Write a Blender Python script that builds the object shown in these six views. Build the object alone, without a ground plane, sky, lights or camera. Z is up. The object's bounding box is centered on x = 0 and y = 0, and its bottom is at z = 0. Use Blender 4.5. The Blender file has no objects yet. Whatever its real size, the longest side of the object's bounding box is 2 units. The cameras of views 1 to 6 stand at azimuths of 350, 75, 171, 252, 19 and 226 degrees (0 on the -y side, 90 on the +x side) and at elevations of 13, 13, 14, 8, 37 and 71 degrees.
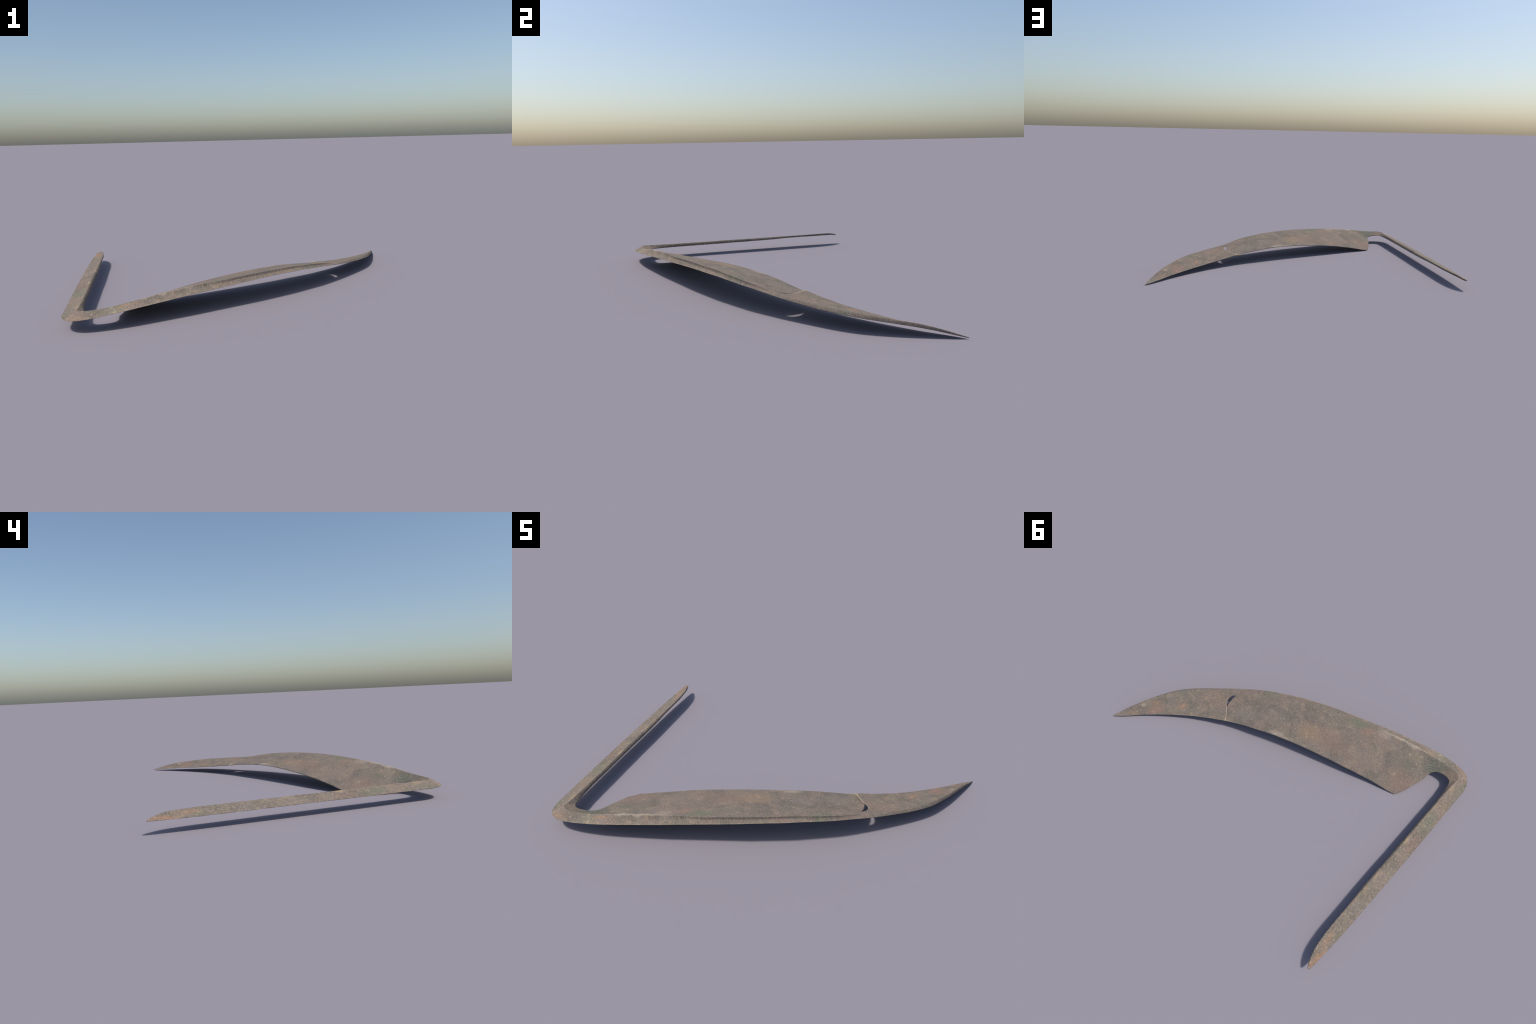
"""A rusty antique scythe blade lying flat: a long curved plate with a hollow-ground
spine along its back, a broken and shifted point, and a flat tang bent back at the heel.

The whole thing is one strip swept along three guide curves:
  edge  - cutting edge, then the heel, the notch and the inner lower edge of the tang
  crest - the ridge where plate and spine meet, then the inner upper edge of the tang
  rim   - the outer lower rim of the spine, round the corner, then the outside of the tang
"""
import bpy
import numpy as np
from mathutils import Vector, noise

# ------------------------------------------------------------------ guide curves
RIM = [(1.000, .482, .001), (.979, .428, .013), (.953, .372, .025), (.920, .303, .037),
       (.880, .222, .048), (.844, .158, .055), (.806, .097, .061), (.771, .052, .066),
       (.722, .001, .071), (.687, -.031, .074), (.596, -.108, .084), (.527, -.164, .0925),
       (.456, -.218, .103), (.397, -.261, .111), (.336, -.302, .117), (.272, -.339, .122),
       (.203, -.377, .1258), (.139, -.412, .128), (.072, -.443, .1287), (.004, -.473, .128),
       (-.064, -.503, .126), (-.135, -.530, .1225), (-.206, -.556, .1185), (-.276, -.582, .1147),
       (-.345, -.608, .111), (-.418, -.635, .1065), (-.497, -.661, .1005), (-.570, -.684, .0945),
       (-.641, -.706, .0885), (-.715, -.726, .082), (-.777, -.738, .076), (-.826, -.745, .070),
       (-.877, -.748, .065), (-.914, -.744, .062), (-.945, -.731, .061), (-.966, -.712, .060),
       (-.980, -.686, .0585), (-.9885, -.654, .0575), (-.9905, -.610, .0577), (-.992, -.525, .058),
       (-.9935, -.437, .0585), (-.995, -.349, .0588), (-.9965, -.258, .059), (-.998, -.164, .0592),
       (-.9988, -.039, .0597), (-.9993, .083, .060), (-.9998, .203, .060), (-1.000, .304, .0598),
       (-1.000, .400, .0595), (-.9995, .467, .0595), (-.998, .540, .0595), (-.9955, .611, .0597),
       (-.993, .682, .060), (-.9905, .724, .0605), (-.986, .746, .0615)]
CREST = [(.999, .482, .004), (.974, .429, .021), (.945, .374, .036), (.910, .306, .051),
         (.883, .254, .058), (.861, .216, .063), (.826, .165, .070), (.790, .108, .0757),
         (.755, .063, .0797), (.695, .003, .085), (.672, -.018, .087), (.581, -.095, .0945),
         (.532, -.131, .100), (.462, -.185, .110), (.420, -.220, .120), (.373, -.257, .1285),
         (.301, -.303, .1385), (.188, -.363, .148), (.125, -.396, .1515), (.060, -.428, .1535),
         (-.007, -.459, .1542), (-.073, -.488, .154), (-.143, -.515, .1523), (-.213, -.540, .1496),
         (-.272, -.556, .1469), (-.311, -.567, .1453), (-.337, -.5745, .1438), (-.387, -.590, .1409),
         (-.437, -.605, .1373), (-.488, -.6195, .1331), (-.540, -.635, .1283), (-.582, -.647, .1236),
         (-.611, -.653, .1197), (-.650, -.662, .1144), (-.677, -.668, .1105), (-.731, -.6785, .1027),
         (-.772, -.6865, .0977), (-.815, -.693, .0944), (-.862, -.6975, .0925),
         (-.890, -.697, .0917), (-.910, -.691, .0905), (-.9185, -.676, .089), (-.918, -.655, .0878),
         (-.916, -.625, .0875), (-.915, -.570, .087), (-.915, -.474, .0865), (-.915, -.392, .0865),
         (-.916, -.326, .0862), (-.917, -.244, .0858), (-.918, -.160, .0863), (-.920, -.079, .0864),
         (-.919, .038, .0862), (-.920, .159, .0866), (-.921, .278, .0865), (-.921, .420, .0859),
         (-.923, .534, .0858), (-.928, .594, .0854), (-.934, .643, .0842), (-.942, .672, .0822),
         (-.954, .706, .0765), (-.967, .734, .070), (-.976, .7455, .066)]
EDGE_POINT = [(.998, .482, .003), (.957, .449, .0075), (.906, .399, .0136), (.866, .358, .0185),
              (.802, .300, .0255), (.715, .226, .034), (.647, .174, .0413), (.578, .123, .049),
              (.549, .106, .0525), (.498, .073, .0595), (.445, .043, .067), (.397, .016, .0745)]
EDGE_BLADE = [(.399, .015, .068), (.311, -.027, .080), (.196, -.074, .0910), (.140, -.098, .0940),
              (.084, -.120, .0955), (-.005, -.153, .0943), (-.093, -.182, .0900), (-.179, -.210, .0838),
              (-.270, -.238, .0755), (-.360, -.265, .0650), (-.450, -.293, .0510), (-.527, -.317, .0367),
              (-.604, -.337, .0210), (-.666, -.353, .0070), (-.688, -.360, .0040)]
EDGE_HEEL = [(-.696, -.366, .0035), (-.706, -.384, .006), (-.723, -.420, .017), (-.743, -.484, .029),
             (-.757, -.522, .035), (-.762, -.541, .0385), (-.7635, -.564, .0455), (-.767, -.588, .0525),
             (-.774, -.608, .058), (-.788, -.624, .063), (-.810, -.6365, .0655), (-.836, -.642, .0675),
             (-.863, -.643, .068), (-.882, -.636, .0682), (-.8925, -.620, .0684), (-.898, -.592, .0686)]
EDGE_TANG = [(-.902, -.540, .0686), (-.905, -.450, .069), (-.906, -.321, .0695), (-.908, -.200, .070),
             (-.909, -.020, .071), (-.909, .102, .072), (-.911, .226, .0735), (-.915, .306, .0758),
             (-.918, .400, .0768), (-.921, .534, .077), (-.927, .594, .0765), (-.933, .645, .0755),
             (-.941, .674, .073), (-.953, .708, .068), (-.966, .736, .063), (-.976, .7475, .0605)]

# matching stations on the three curves: point, break, heel, notch, corner, tang root, tang taper, tang end
KEYS = {
    "rim": [(1.0, .482), (.452, -.222), (-.622, -.701), (-.80, -.742), (-.955, -.722), (-.988, -.50), (-.996, .58), (-.986, .746)],
    "crest": [(.999, .482), (.472, -.178), (-.615, -.652), (-.80, -.692), (-.913, -.684), (-.915, -.50), (-.926, .58), (-.976, .7455)],
}
ROWS_PER_SPAN = [110, 190, 40, 34, 44, 170, 44]      # rows between successive stations


def dense(points, step=.002):
    """Catmull-Rom curve through the points, resampled evenly by arc length."""
    p = np.array(points, float)
    q = np.vstack([2 * p[0] - p[1], p, 2 * p[-1] - p[-2]])
    out = []
    for i in range(1, len(q) - 2):
        p0, p1, p2, p3 = q[i - 1:i + 3]
        k = [0.0]
        for a, b in ((p0, p1), (p1, p2), (p2, p3)):
            k.append(k[-1] + max(np.linalg.norm(b - a), 1e-6) ** .5)
        t = np.linspace(k[1], k[2], 24, endpoint=False)[:, None]
        a1 = (k[1] - t) / (k[1] - k[0]) * p0 + (t - k[0]) / (k[1] - k[0]) * p1
        a2 = (k[2] - t) / (k[2] - k[1]) * p1 + (t - k[1]) / (k[2] - k[1]) * p2
        a3 = (k[3] - t) / (k[3] - k[2]) * p2 + (t - k[2]) / (k[3] - k[2]) * p3
        b1 = (k[2] - t) / (k[2] - k[0]) * a1 + (t - k[0]) / (k[2] - k[0]) * a2
        b2 = (k[3] - t) / (k[3] - k[1]) * a2 + (t - k[1]) / (k[3] - k[1]) * a3
        out.append((k[2] - t) / (k[2] - k[1]) * b1 + (t - k[1]) / (k[2] - k[1]) * b2)
    c = np.vstack(out + [p[-1:]])
    s = np.concatenate([[0], np.cumsum(np.linalg.norm(np.diff(c, axis=0), axis=1))])
    n = max(8, int(s[-1] / step))
    u = np.linspace(0, s[-1], n)
    return np.stack([np.interp(u, s, c[:, k]) for k in range(3)], 1)


def smoothed(c, reach):
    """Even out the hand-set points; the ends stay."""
    n = len(c)
    w = np.exp(-.5 * (np.arange(-3 * reach, 3 * reach + 1) / reach) ** 2)
    w /= w.sum()
    pad = np.vstack([2 * c[0] - c[3 * reach:0:-1], c, 2 * c[-1] - c[-2:-3 * reach - 2:-1]])
    return np.stack([np.convolve(pad[:, k], w, "valid") for k in range(3)], 1)[:n]


class Guide:
    """A curve addressed by station number: 0 at the point ... 7 at the end of the tang."""

    def __init__(self, c, keys):
        idx = [int(np.argmin(((c[:, :2] - np.array(k)) ** 2).sum(1))) for k in keys]
        idx[0], idx[-1] = 0, len(c) - 1
        self.c, self.idx, self.st = c, idx, np.arange(len(keys), dtype=float)

    def __call__(self, u):
        i = np.interp(u, self.st, self.idx)
        return np.stack([np.interp(i, np.arange(len(self.c)), self.c[:, k]) for k in range(3)], -1)


rim = Guide(smoothed(dense(RIM), 6), KEYS["rim"])
crest = Guide(smoothed(dense(CREST), 5), KEYS["crest"])

crest.c[:, 0] -= .0015 * np.clip((crest.c[:, 1] + .60) / .1, 0, 1) * (crest.c[:, 0] < -.85)


class EdgeGuide:
    """The edge in its separate runs; the point and the blade do not meet at the break."""

    def __init__(self):
        self.point = smoothed(dense(EDGE_POINT), 6)
        blade = dense(EDGE_BLADE)
        heel = dense([EDGE_BLADE[-1]] + EDGE_HEEL)
        tang = dense([EDGE_HEEL[-1]] + EDGE_TANG)
        self.main = np.vstack([smoothed(blade, 6), smoothed(heel, 2)[1:], smoothed(tang, 4)[1:]])
        self.main[:, 0] -= .0015 * np.clip((self.main[:, 1] + .58) / .1, 0, 1) * (self.main[:, 0] < -.85)
        near = lambda x, y: int(np.argmin(((self.main[:, :2] - np.array((x, y))) ** 2).sum(1)))
        self.idx = [0, near(-.694, -.363), near(-.788, -.624), near(-.884, -.634), near(-.904, -.50),
                    near(-.925, .58), len(self.main) - 1]

    @staticmethod
    def _at(c, i):
        # beyond an end the run continues straight
        n = np.arange(len(c))
        p = np.stack([np.interp(i, n, c[:, k]) for k in range(3)], -1)
        over = np.clip(i - (len(c) - 1), 0, None)[..., None]
        under = np.clip(-i, 0, None)[..., None]
        return p + over * (c[-1] - c[-6]) / 5 - under * (c[5] - c[0]) / 5

    def tip(self, u):
        return self._at(self.point, np.asarray(u, float) * (len(self.point) - 1))

    def blade(self, u):
        u = np.asarray(u, float)
        i = np.interp(u, np.arange(1., 8.), self.idx)
        i = np.where(u < 1, (u - 1) * (self.idx[1] - self.idx[0]), i)
        return self._at(self.main, i)


edge = EdgeGuide()
ramp = lambda u, *kv: np.interp(u, kv[0::2], kv[1::2])

# thickness rules along the stations (metres)
edge_thick_blade = lambda u: ramp(u, 1, .0048, 1.9, .0042, 2, .0036, 2.4, .0045, 3, .006, 4, .004, 5, .003, 7, .0025)
edge_thick_tip = lambda u: ramp(u, 0, .0022, .3, .0035, .7, .0062, 1, .0085)
crest_thick = lambda u: ramp(u, 0, .002, .15, .006, .5, .009, 1, .010, 2.5, .011, 4, .019, 5, .0195, 5.70, .0165, 5.82, .0105, 6.6, .008, 7, .003)
plate_thick = lambda u: ramp(u, 0, .002, .4, .0035, 1, .004, 2.2, .005, 3.2, .007, 4, .019, 5, .0195, 5.70, .0165, 5.82, .0105, 6.6, .008, 7, .003)
hollow = lambda u: ramp(u, .80, 0, 1.10, 1, 1.60, 1, 1.82, .6, 2.0, .25, 2.3, .1, 2.6, 0)   # how hollow the spine is ground
crown = lambda u: ramp(u, 0, 0, .3, -.0018, .65, -.0024, 1, -.0030, 1.12, -.0008, 1.25, .0018, 1.45, .0036,
                       1.70, .0056, 1.95, .0042, 2.2, .0012, 2.5, -.0015, 2.9, -.0015, 3.3, 0)        # the plate is hammered hollow, then crowned


def lerp(a, b, t):
    return a + (b - a) * t


# ------------------------------------------------------------------ the break
# from the cutting edge up to a crescent-shaped gap below the crest
BREAK_BLADE_SIDE = [(.398, .0155), (.418, -.008), (.438, -.032), (.456, -.054), (.466, -.066), (.468, -.084),
                    (.4695, -.104), (.469, -.122), (.466, -.140), (.463, -.153)]
BREAK_TIP_SIDE = [(.398, .0155), (.418, -.008), (.438, -.032), (.456, -.054), (.469, -.064), (.483, -.080),
                  (.4895, -.100), (.488, -.121), (.479, -.141), (.463, -.153)]
PLATE = np.unique(np.concatenate([[.006], np.linspace(0, .12, 7), np.linspace(.12, 1, 32), [.987]]))


def break_shift(line, side):
    """For each plate sample t: how far along the strip (in station units) the break lies."""
    c = dense([(x, y, 0) for x, y in line], .0008)[:, :2]
    us = np.linspace(.75, 1.25, 801)
    C = crest(us)
    N = edge.tip(us) if side == "tip" else edge.blade(us)
    out = np.zeros(len(PLATE))
    for k, t in enumerate(PLATE):
        p = lerp(C, N, t)[:, :2]
        d = np.sqrt(((p[:, None] - c[None]) ** 2).sum(2)).min(1)
        j = int(np.argmin(d))
        out[k] = us[j] - 1 if d[j] < .004 else np.nan
    return out


shift_b, shift_t = break_shift(BREAK_BLADE_SIDE, "blade"), break_shift(BREAK_TIP_SIDE, "tip")
top_of_gap = float(np.min(np.where(np.isfinite(shift_b) & np.isfinite(shift_t), PLATE, 9)))
for sh in (shift_b, shift_t):
    good = np.isfinite(sh)
    first = sh[good][0]
    sh[~good] = np.interp(PLATE[~good], [0, PLATE[good][0]], [0, first])
joined = PLATE <= top_of_gap + 1e-6           # these samples are whole across the break
meet = .5 * (shift_b + shift_t)
shift_b[joined] = shift_t[joined] = meet[joined]

# ------------------------------------------------------------------ cross-sections
K = len(PLATE)
FLANGE = np.concatenate([[.012, .04], np.linspace(0, 1, 15)[1:-1]])


def section(u, shift, side):
    """Closed loop: plate top (crest to edge), edge face, plate underside, spine underside, rim, spine face."""
    uu = np.clip(u + shift, 0, 7)
    N = edge.tip(uu) if side == "tip" else edge.blade(uu)
    C, A = crest(uu), rim(np.array([u]))[0]
    Cu = crest(np.array([u]))[0]
    th_e = (edge_thick_tip(uu) if side == "tip" else edge_thick_blade(uu))[:, None]
    t = PLATE[:, None]
    up = np.array([0, 0, 1.])
    top = lerp(C, N, t)
    # inner face of the tang bulges; the plate is barely domed
    bulge = ramp(u, 3.6, 0, 4.6, 1, 5.6, 1, 6.2, .3, 7, .1)
    out = (N - C) * np.array([1, 1, 0.])
    out /= np.maximum(np.linalg.norm(out, axis=1), 1e-6)[:, None]
    dome = np.sin(np.pi * t ** .85)
    top = top - out * .0016 * t * (u < 3.2)
    top = top + bulge * .0035 * dome * out + crown(uu)[:, None] * dome * up
    thin = np.clip((t - .02) / .14, 0, 1)
    thick = lerp(crest_thick(uu)[:, None], plate_thick(uu)[:, None], thin * thin * (3 - 2 * thin))
    lip = np.clip((t - .75) / .25, 0, 1)
    bot = top - up * lerp(thick, th_e, lip if u < 3.4 else t)
    # ease the corners
    r = min(.0016, .25 * float(np.linalg.norm(top[-1] - top[0])))
    top[0] = top[0] - up * (.0005 + .0005 * (u > 3))
    top[-1] = top[-1] - up * th_e[-1] * .22
    bot[-1] = bot[-1] + up * th_e[-1] * .12
    face = lerp(top[-1], bot[-1], .5) + out[-1] * min(.0005, r)
    # spine: from crest down to rim
    h = (A - Cu)
    g = hollow(u)
    ctrl = lerp(lerp(Cu, A, .5), np.array([Cu[0] + .03 * h[0], Cu[1] + .03 * h[1], A[2] - .17 * h[2]]), g)
    f = FLANGE[:, None]
    spine = (1 - f) ** 2 * Cu + 2 * f * (1 - f) * ctrl + f ** 2 * A
    ripple = ramp(u, 1.75, 0, 1.9, 1, 2.1, 1, 2.25, 0)         # hammer marks under the ridge
    spine = spine - up * ripple * .0016 * np.sin(Cu[0] * 125) * np.clip(1 - f * 2.2, 0, 1) * np.clip(f * 12, 0, 1)
    if u < 1.0:      # toward the point the back is a rounded bevel, not a hollow
        spine = spine + up * .0050 * ramp(u, 0, .2, .2, 1, .8, 1, 1, .2) * 4 * f * (1 - f)
    hor = h * np.array([1, 1, 0]); hor /= max(np.linalg.norm(hor), 1e-6)
    w = min(.003, .25 * float(np.linalg.norm(h)))
    spine[-1] = lerp(spine[-1], A - hor * w * .5 + up * w * .9, .8)
    rim_pts = [A + up * w * .35, A - up * w * .1 - hor * w * .4]
    root = bot[0]
    under = lerp(root, A - up * w * .25 - hor * w * 1.1, np.array([.25, .5, .75, 1.])[:, None])
    return np.vstack([top, face[None], bot[::-1], under, np.array(rim_pts[::-1]), spine[::-1]])


def roughen(p, amount):
    """Hammered and corroded relief, the same wherever the strip is cut."""
    q = Vector(p)
    n = noise.noise(q * 55) * .5 + noise.noise(q * 140 + Vector((7, 3, 1))) * .35 + noise.noise(q * 18) * .6
    return n * amount


LOOP = 2 * K + 1 + 4 + 2 + len(FLANGE)
I_EDGE_TOP, I_FACE, I_BOT0 = K - 1, K, K + 1                     # indices in the loop
I_RIM = 2 * K + 1 + 4
I_ROOT = 2 * K                                                   # underside below the crest
verts, faces, region, wall = [], [], [], {}


def add_loop(P):
    base = len(verts)
    verts.extend(map(tuple, P))
    return list(range(base, base + len(P)))


def stitch(la, lb, part_plate, part_spine, worn_or_lit=False, ridge=False, rim_lit=False):
    for i in range(LOOP):
        j = (i + 1) % LOOP
        a, b, c, d = la[i], la[j], lb[j], lb[i]
        q = []
        for v in (a, b, c, d):
            if v not in q:
                q.append(v)
        if len(q) > 2:
            if worn_or_lit and i in (K - 2, K - 1) or ridge and i in (0, 1, LOOP - 1):
                wall[len(faces)] = 1
            elif rim_lit and I_RIM - 1 <= i <= I_RIM + 1:
                wall[len(faces)] = 2
            faces.append(tuple(q))
            region.append(part_plate if i < I_ROOT else part_spine)


us_tip = np.linspace(0, 1, ROWS_PER_SPAN[0] + 1)
us_main = np.concatenate([np.linspace(k, k + 1, n, endpoint=False) for k, n in enumerate(ROWS_PER_SPAN[1:], 1)] + [[7.]])
REACH = .16                                                       # metres over which the rows bend to the break
tip_len = len(edge.point) * .002
main_len = edge.idx[1] * .002

loops_tip = []
for u in us_tip:
    w = max(0., 1 - (1 - u) * tip_len / REACH)
    loops_tip.append(section(u, shift_t * w * w * (3 - 2 * w), "tip"))
loops_main = []
for u in us_main:
    w = max(0., 1 - (u - 1) * main_len / REACH)
    loops_main.append(section(u, shift_b * w * w * (3 - 2 * w), "blade"))

# across the break: samples above the gap, and the whole spine, are shared
shared = np.ones(LOOP, bool)
for k in range(K):
    if not joined[k]:
        shared[k] = shared[I_ROOT - k] = False
shared[I_FACE] = False
mid = .5 * (loops_tip[-1] + loops_main[0])
loops_tip[-1][shared] = mid[shared]
ids_tip = [add_loop(P) for P in loops_tip]
ids_main = []
for r, P in enumerate(loops_main):
    if r == 0:
        ids = []
        for i in range(LOOP):
            if shared[i]:
                ids.append(ids_tip[-1][i])
            else:
                verts.append(tuple(P[i]))
                ids.append(len(verts) - 1)
        ids_main.append(ids)
    else:
        ids_main.append(add_loop(P))

for r in range(len(ids_tip) - 1):
    stitch(ids_tip[r], ids_tip[r + 1], "blade_point", "spine", us_tip[r] > .12)
u_corner = 3.75
for r in range(len(ids_main) - 1):
    tang = us_main[r] >= u_corner
    stitch(ids_main[r], ids_main[r + 1], "tang" if tang else "blade", "tang" if tang else "spine", us_main[r] < 1.12 or us_main[r] > 6.0, 1.7 < us_main[r] < 5.2, 1.05 < us_main[r] < 3.4)  # past the tang taper and on the rim, lit faces are painted pale

# broken faces of the two pieces
first_open = int(np.argmin(joined))
for ids, part, flip in ((ids_tip[-1], "blade_point", False), (ids_main[0], "blade", True)):
    for k in range(first_open - 1, K - 1):
        a, b, c, d = ids[k], ids[k + 1], ids[I_ROOT - k - 1], ids[I_ROOT - k]
        q = (a, b, c, d) if flip else (d, c, b, a)
        faces.append(q[::-1]); region.append(part); wall[len(faces) - 1] = 1
    q = (ids[K - 1], ids[I_FACE], ids[I_BOT0])
    faces.append(q if not flip else q[::-1]); region.append(part); wall[len(faces) - 1] = 1

# ends
for ids, part, flip in ((ids_tip[0], "blade_point", False), (ids_main[-1], "tang", True)):
    P = np.array([verts[i] for i in ids])
    c = P.mean(0) + (np.array([.0012, .0012, 0]) if not flip else np.array([0, .0015, 0]))
    verts.append(tuple(c)); m = len(verts) - 1
    for i in range(LOOP):
        a, b = ids[i], ids[(i + 1) % LOOP]
        faces.append((m, b, a) if flip else (m, a, b)); region.append(part)

# ------------------------------------------------------------------ whole body, then cut by region
body = bpy.data.meshes.new("body")
body.from_pydata(verts, [], faces)
body.validate(verbose=False)
V = np.array(verts)
import bmesh
bm = bmesh.new(); bm.from_mesh(body)
bmesh.ops.recalc_face_normals(bm, faces=bm.faces)
bm.normal_update()
if len(bm.faces) != len(faces):
    raise RuntimeError("faces were lost: %d of %d" % (len(bm.faces), len(faces)))
bm.verts.ensure_lookup_table()
for v in bm.verts:                                    # corroded relief, strongest on the tang
    on_tang = max(0., min(1., (-v.co.x - .80) / .08))
    amount = .00045 + .0006 * on_tang
    near_ground = min(1., max(0., v.co.z / .02))
    v.co += v.normal * roughen(v.co, amount) * (.3 + .7 * near_ground)
bm.normal_update()
bm.to_mesh(body); bm.free()

coords = np.empty(len(body.vertices) * 3); body.vertices.foreach_get("co", coords)
coords = coords.reshape(-1, 3)
coords[:, 2] -= coords[:, 2].min()
coords[:, 2] += .0007 * np.clip(coords[:, 2] / .03, 0, 1)          # it rests on the heel and the point alone
normals = np.empty(len(body.vertices) * 3); body.vertices.foreach_get("normal", normals)
normals = normals.reshape(-1, 3)
poly = [tuple(p.vertices) for p in body.polygons]


# ------------------------------------------------------------------ material
class Nodes:
    def __init__(self, name):
        self.m = bpy.data.materials.new(name)
        self.m.use_nodes = True
        self.t = self.m.node_tree
        self.t.nodes.clear()

    def new(self, kind, **props):
        n = self.t.nodes.new(kind)
        for k, v in props.items():
            setattr(n, k, v)
        return n

    def link(self, a, b):
        self.t.links.new(a, b)

    def math(self, op, a, b=None, clamp=False):
        n = self.new("ShaderNodeMath", operation=op, use_clamp=clamp)
        for i, x in enumerate((a, b)):
            if x is None:
                continue
            if isinstance(x, (int, float)):
                n.inputs[i].default_value = x
            else:
                self.link(x, n.inputs[i])
        return n.outputs[0]

    def noise(self, vec, scale, detail=4, rough=.55, dist=0.):
        n = self.new("ShaderNodeTexNoise")
        n.inputs["Scale"].default_value = scale
        n.inputs["Detail"].default_value = detail
        n.inputs["Roughness"].default_value = rough
        n.inputs["Distortion"].default_value = dist
        self.link(vec, n.inputs["Vector"])
        return n.outputs["Fac"]

    def span(self, x, lo, hi, a=0., b=1.):
        n = self.new("ShaderNodeMapRange", interpolation_type="SMOOTHSTEP")
        for i, v in enumerate((lo, hi, a, b), 1):
            n.inputs[i].default_value = v
        self.link(x, n.inputs[0])
        return n.outputs[0]

    def mix(self, fac, a, b, mode="MIX"):
        n = self.new("ShaderNodeMix", data_type="RGBA", blend_type=mode)
        for sock, x in ((n.inputs[0], fac), (n.inputs[6], a), (n.inputs[7], b)):
            if isinstance(x, (int, float)):
                sock.default_value = x
            elif isinstance(x, tuple):
                sock.default_value = (*x, 1)
            else:
                self.link(x, sock)
        return n.outputs[2]


BASE = (.210, .176, .142)
GREEN, TEAL = (.138, .160, .110), (.088, .116, .088)
ORANGE, TAN, PINK = (.36, .195, .110), (.275, .190, .128), (.275, .165, .130)
PALE, YELLOW, GREY, BROWN = (.40, .34, .275), (.42, .31, .18), (.20, .185, .165), (.24, .17, .11)

# patches of rust, verdigris and paler tone, some along the crest: centre x, y; half-lengths; turn in degrees; colour; strength
STAINS = [
    (-.255, -.520, .060, .030, 25, GREEN, .85), (-.215, -.508, .045, .020, 25, GREEN, .5),
    (-.770, -.640, .075, .045, 20, TEAL, .9), (-.640, -.545, .05, .05, 0, TEAL, .30),
    (-.955, -.330, .035, .085, 0, GREEN, .75), (-.975, -.660, .025, .06, 0, GREEN, .45),
    (.300, -.285, .05, .030, -35, GREEN, .55), (.285, -.325, .07, .020, -32, GREEN, .8),
    (.770, .050, .08, .020, -40, GREEN, .6), (-.985, .50, .03, .06, 0, GREEN, .35),
    (-.74, -.705, .06, .020, 18, GREEN, .45),
    (-.059, -.273, .090, .060, 30, TAN, .8), (-.155, -.330, .10, .07, 20, PINK, .35),
    (-.325, -.515, .036, .030, 30, ORANGE, .36), (-.300, -.360, .14, .08, 20, PINK, .30),
    (.691, .134, .032, .012, 70, ORANGE, .85), (.805, .265, .062, .030, 55, PINK, .95),
    (.830, .230, .028, .014, 60, ORANGE, .55), (.885, .295, .022, .012, 55, PALE, .55),
    (.900, .385, .05, .016, 55, TAN, .6), (.955, .432, .04, .02, 55, GREY, .7),
    (-.985, .665, .020, .055, 0, ORANGE, .75), (-.955, .560, .018, .055, 0, ORANGE, .5),
    (-.975, .725, .02, .02, 0, ORANGE, .6),
    (-.925, -.735, .06, .020, 15, TAN, .7), (-.865, -.665, .05, .025, 10, BROWN, .6),
    (-.690, -.683, .055, .008, 15, ORANGE, .6), (-.932, -.590, .025, .03, 0, YELLOW, .45),
    (-.928, -.165, .012, .028, 0, YELLOW, .9), (-.930, .115, .012, .03, 0, YELLOW, .45),
    (-.935, .215, .012, .03, 0, YELLOW, .4), (-.955, -.47, .03, .05, 0, TAN, .4),
    (-.965, -.16, .03, .10, 0, PINK, .35), (-.965, .08, .03, .10, 0, GREY, .4),
    (.098, -.132, .045, .013, 25, PALE, 1.), (.04, -.145, .05, .012, 22, PALE, .5),
    (-.500, -.616, .090, .008, 17, PALE, .95), (-.590, -.638, .050, .011, 17, PALE, .75),
    (-.410, -.575, .045, .030, 17, PALE, .5), (.398, .018, .016, .014, 0, YELLOW, .8),
    (.33, -.09, .10, .05, 30, GREY, .4), (.20, -.20, .12, .05, 28, GREY, .3),
    (-.40, -.40, .12, .05, 20, GREY, .35), (.55, -.06, .08, .04, 40, TAN, .3),
    (-.66, -.44, .10, .08, 10, PINK, .30),
]

WORN_LINES = [(.434, -.026, .068, .0045, -49.5), (.405, .012, .02, .005, -49.5)]


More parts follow.
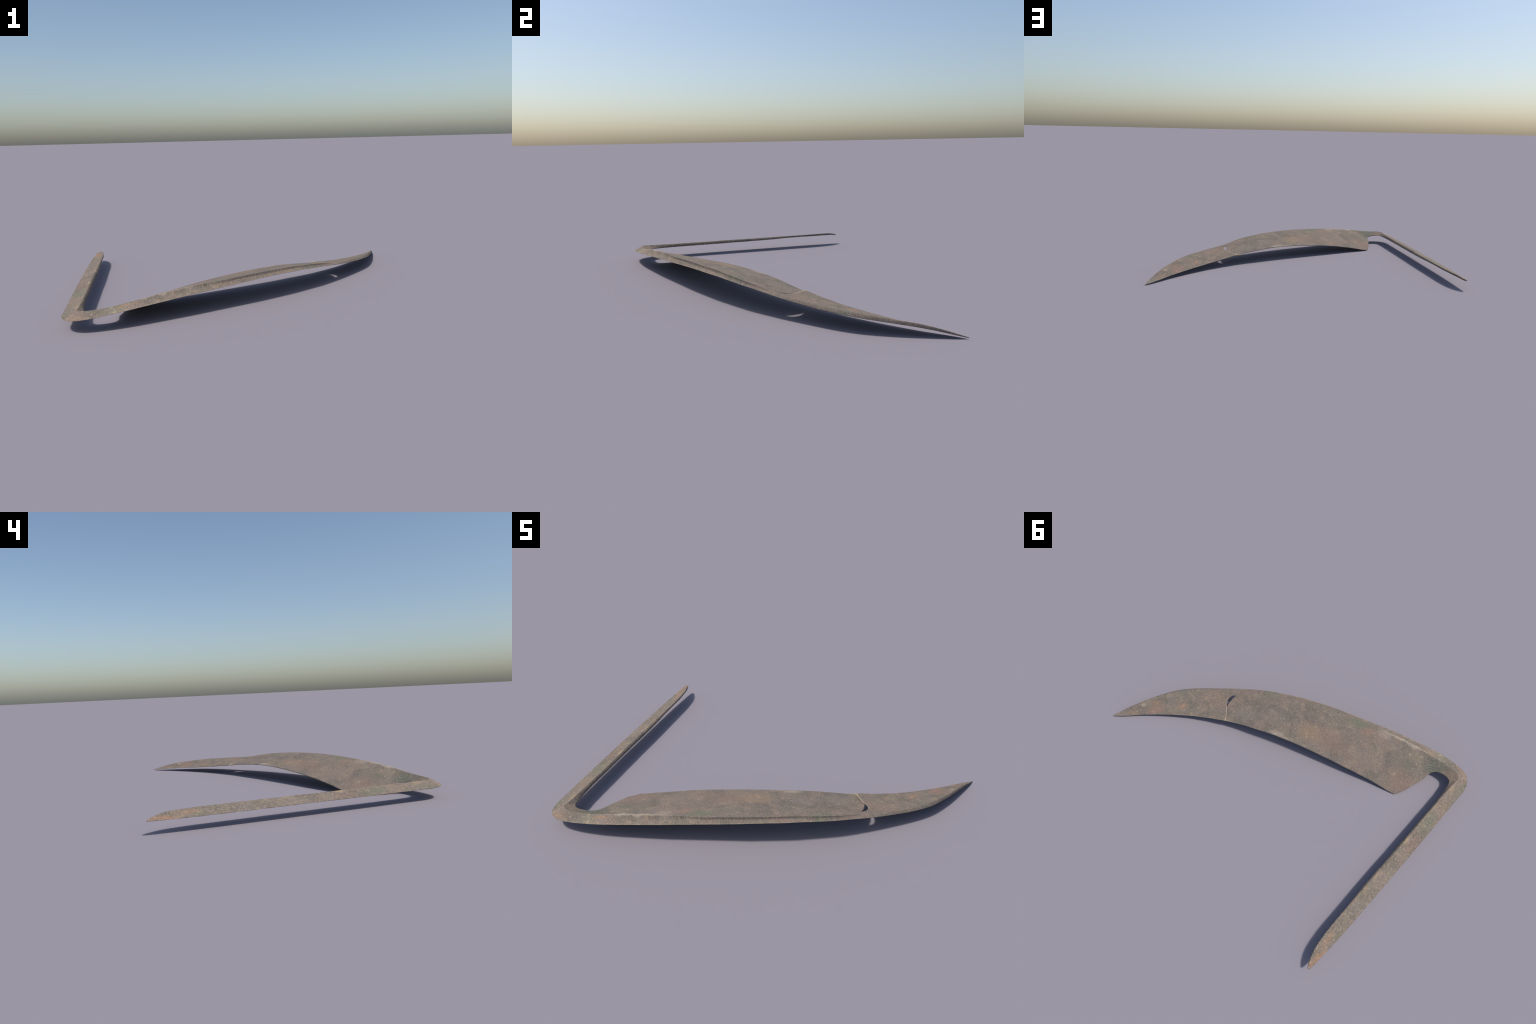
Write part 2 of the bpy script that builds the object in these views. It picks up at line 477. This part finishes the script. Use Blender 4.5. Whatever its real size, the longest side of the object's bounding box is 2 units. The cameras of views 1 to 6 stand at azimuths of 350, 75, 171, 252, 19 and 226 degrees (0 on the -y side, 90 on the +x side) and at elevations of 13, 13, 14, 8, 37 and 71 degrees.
def rusty_iron(name, bare_or_lit=0., everywhere=False, lighter=1.):
    s = Nodes(name)
    tex = s.new("ShaderNodeTexCoord")
    flat = s.new("ShaderNodeMapping")                  # grain runs down the steep faces
    flat.inputs["Scale"].default_value = (1, 1, .22)
    s.link(tex.outputs["Object"], flat.inputs["Vector"])
    P = flat.outputs["Vector"]
    warp = s.new("ShaderNodeTexNoise"); warp.inputs["Scale"].default_value = 26
    warp.inputs["Detail"].default_value = 5
    s.link(P, warp.inputs["Vector"])
    off = s.new("ShaderNodeVectorMath", operation="MULTIPLY_ADD")
    s.link(warp.outputs["Color"], off.inputs[0])
    off.inputs[1].default_value = (.032, .032, 0)
    off.inputs[2].default_value = (-.016, -.016, 0)
    moved = s.new("ShaderNodeVectorMath", operation="ADD")
    s.link(P, moved.inputs[0]); s.link(off.outputs[0], moved.inputs[1])
    W = moved.outputs[0]

    big, mid_, fine = s.noise(P, 6, 4), s.noise(P, 22, 5, .6), s.noise(P, 130, 4, .75)
    grit = s.noise(P, 260, 2, .6)
    col = s.mix(s.span(big, .38, .62), (.170, .151, .125), (.214, .163, .138))
    col = s.mix(s.span(mid_, .48, .62, 0, .75), col, (.255, .200, .150))
    col = s.mix(s.span(s.noise(P, 10, 5, .6), .49, .62, 0, .80), col, (.128, .112, .097))
    col = s.mix(s.span(s.noise(P, 17, 5, .6, .4), .53, .66, 0, .55), col, (.152, .146, .110))
    col = s.mix(s.span(s.noise(P, 11, 5, .6, .8), .55, .68, 0, .55), col, (.182, .164, .156))
    # single stains
    broken = s.span(s.noise(P, 42, 5, .7), .34, .56, .55, 1.)
    for x, y, a, b, turn, colour, strength in STAINS:
        m = s.new("ShaderNodeMapping", vector_type="TEXTURE")
        m.inputs["Location"].default_value = (x, y, 0)
        m.inputs["Rotation"].default_value = (0, 0, np.radians(turn))
        m.inputs["Scale"].default_value = (a * 1.35, b * 1.35, 1e4)
        s.link(W, m.inputs["Vector"])
        d = s.new("ShaderNodeVectorMath", operation="LENGTH")
        s.link(m.outputs[0], d.inputs[0])
        col = s.mix(s.math("MULTIPLY", s.span(d.outputs["Value"], 1.05, .15, 0, strength), broken), col, colour)
    # a worn line along the break
    for x, y, a, b, turn in WORN_LINES:
        m = s.new("ShaderNodeMapping", vector_type="TEXTURE")
        m.inputs["Location"].default_value = (x, y, 0)
        m.inputs["Rotation"].default_value = (0, 0, np.radians(turn))
        m.inputs["Scale"].default_value = (a, b, 1e4)
        s.link(P, m.inputs["Vector"])
        d = s.new("ShaderNodeVectorMath", operation="LENGTH")
        s.link(m.outputs[0], d.inputs[0])
        col = s.mix(s.math("MULTIPLY", s.span(d.outputs["Value"], 1.0, .5, 0, .8), broken), col, (.44, .36, .27))
    # mauve and olive flecks
    tone = s.noise(P, 190, 2, .6)
    col = s.mix(s.span(tone, .50, .66, 0, .45), col, (.215, .170, .160))
    col = s.mix(s.span(tone, .50, .34, 0, .45), col, (.170, .150, .118))
    # pale and dark specks
    patchy = s.span(s.noise(P, 30, 4, .6), .38, .62, .45, 1.)
    side = s.new("ShaderNodeSeparateXYZ"); s.link(tex.outputs["Object"], side.inputs[0])
    coarse = s.math("MULTIPLY", s.span(side.outputs[0], -.86, -.94), s.span(s.noise(P, 75, 4, .75), .52, .60))
    col = s.mix(s.math("MULTIPLY", coarse, .40), col, (.370, .295, .222))
    pits = s.math("MULTIPLY", s.span(side.outputs[0], -.86, -.94), s.span(s.noise(P, 80, 4, .75), .46, .34))
    col = s.mix(s.math("MULTIPLY", pits, .55), col, (.095, .080, .064))
    col = s.mix(s.math("MULTIPLY", s.span(fine, .51, .66, 0, .54), patchy), col, (.37, .30, .235))
    col = s.mix(s.math("MULTIPLY", s.span(fine, .48, .33, 0, .52), patchy), col, (.098, .084, .068))
    col = s.mix(s.span(grit, .53, .70, 0, .32), col, (.36, .30, .235))
    col = s.mix(s.span(grit, .47, .32, 0, .32), col, (.10, .085, .068))
    spots = s.math("MULTIPLY", s.span(s.noise(P, 60, 4, .65), .58, .70), s.span(mid_, .45, .58))
    col = s.mix(s.math("MULTIPLY", spots, .65), col, (.42, .335, .24))
    if bare_or_lit:  # pale mix for real wear and for light painted on rim and tang end
        worn_or_lit = s.span(s.noise(P, 60, 4, .7), .38, .56, bare_or_lit * .35, bare_or_lit * 1.25)
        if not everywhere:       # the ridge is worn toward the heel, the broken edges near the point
            x = side.outputs[0]
            worn_or_lit = s.math("MULTIPLY", worn_or_lit, s.math("MAXIMUM", s.span(x, .28, .36), s.span(x, -.34, -.50)))
        col = s.mix(worn_or_lit, col, (.47, .39, .29))
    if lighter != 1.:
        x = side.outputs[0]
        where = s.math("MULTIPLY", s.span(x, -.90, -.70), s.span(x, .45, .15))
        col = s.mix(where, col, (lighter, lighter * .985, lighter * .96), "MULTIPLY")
    col = s.mix(1., col, (.97, .955, .94), "MULTIPLY")           # settle the mix toward brown
    bump = s.new("ShaderNodeBump")
    bump.inputs["Strength"].default_value = .35
    bump.inputs["Distance"].default_value = .0012
    s.link(s.math("ADD", fine, s.math("MULTIPLY", grit, .6)), bump.inputs["Height"])
    bsdf = s.new("ShaderNodeBsdfPrincipled")
    s.link(col, bsdf.inputs["Base Color"])
    s.link(s.span(fine, .3, .7, .80, .92), bsdf.inputs["Roughness"])
    bsdf.inputs["Specular IOR Level"].default_value = .12
    s.link(bump.outputs["Normal"], bsdf.inputs["Normal"])
    out = s.new("ShaderNodeOutputMaterial")
    s.link(bsdf.outputs[0], out.inputs["Surface"])
    return s.m


iron = rusty_iron("rusty_iron")
fresh_or_lit = rusty_iron("worn_or_lit_iron", .45)  # worn edges, plus the lit side of the tang end painted pale
spine_iron = rusty_iron("pale_spine_iron", lighter=1.16)  # same iron, lightened along the middle of the spine
rim_iron = rusty_iron("lit_rim_iron", .34, everywhere=True)  # light along the lower rim, put into the colour

root = bpy.data.objects.new("scythe_blade", None)
root["label"] = "long curved rusty scythe blade with bent flat tang"
root["category"] = "scythe blade"
bpy.context.scene.collection.objects.link(root)

for part in ("blade", "blade_point", "spine", "tang"):
    picked = [i for i, r in enumerate(region) if r == part]
    used = sorted({v for i in picked for v in poly[i]})
    new = {v: k for k, v in enumerate(used)}
    me = bpy.data.meshes.new(part)
    me.from_pydata([tuple(coords[v]) for v in used], [], [tuple(new[v] for v in poly[i]) for i in picked])
    for m in (spine_iron if part == "spine" else iron, fresh_or_lit, rim_iron):
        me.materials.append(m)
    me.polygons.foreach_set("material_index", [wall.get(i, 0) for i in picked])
    me.polygons.foreach_set("use_smooth", [True] * len(me.polygons))
    me.update()
    me.normals_split_custom_set_from_vertices([tuple(normals[v]) for v in used])
    ob = bpy.data.objects.new(part, me)
    ob.parent = root
    bpy.context.scene.collection.objects.link(ob)
bpy.data.meshes.remove(body)
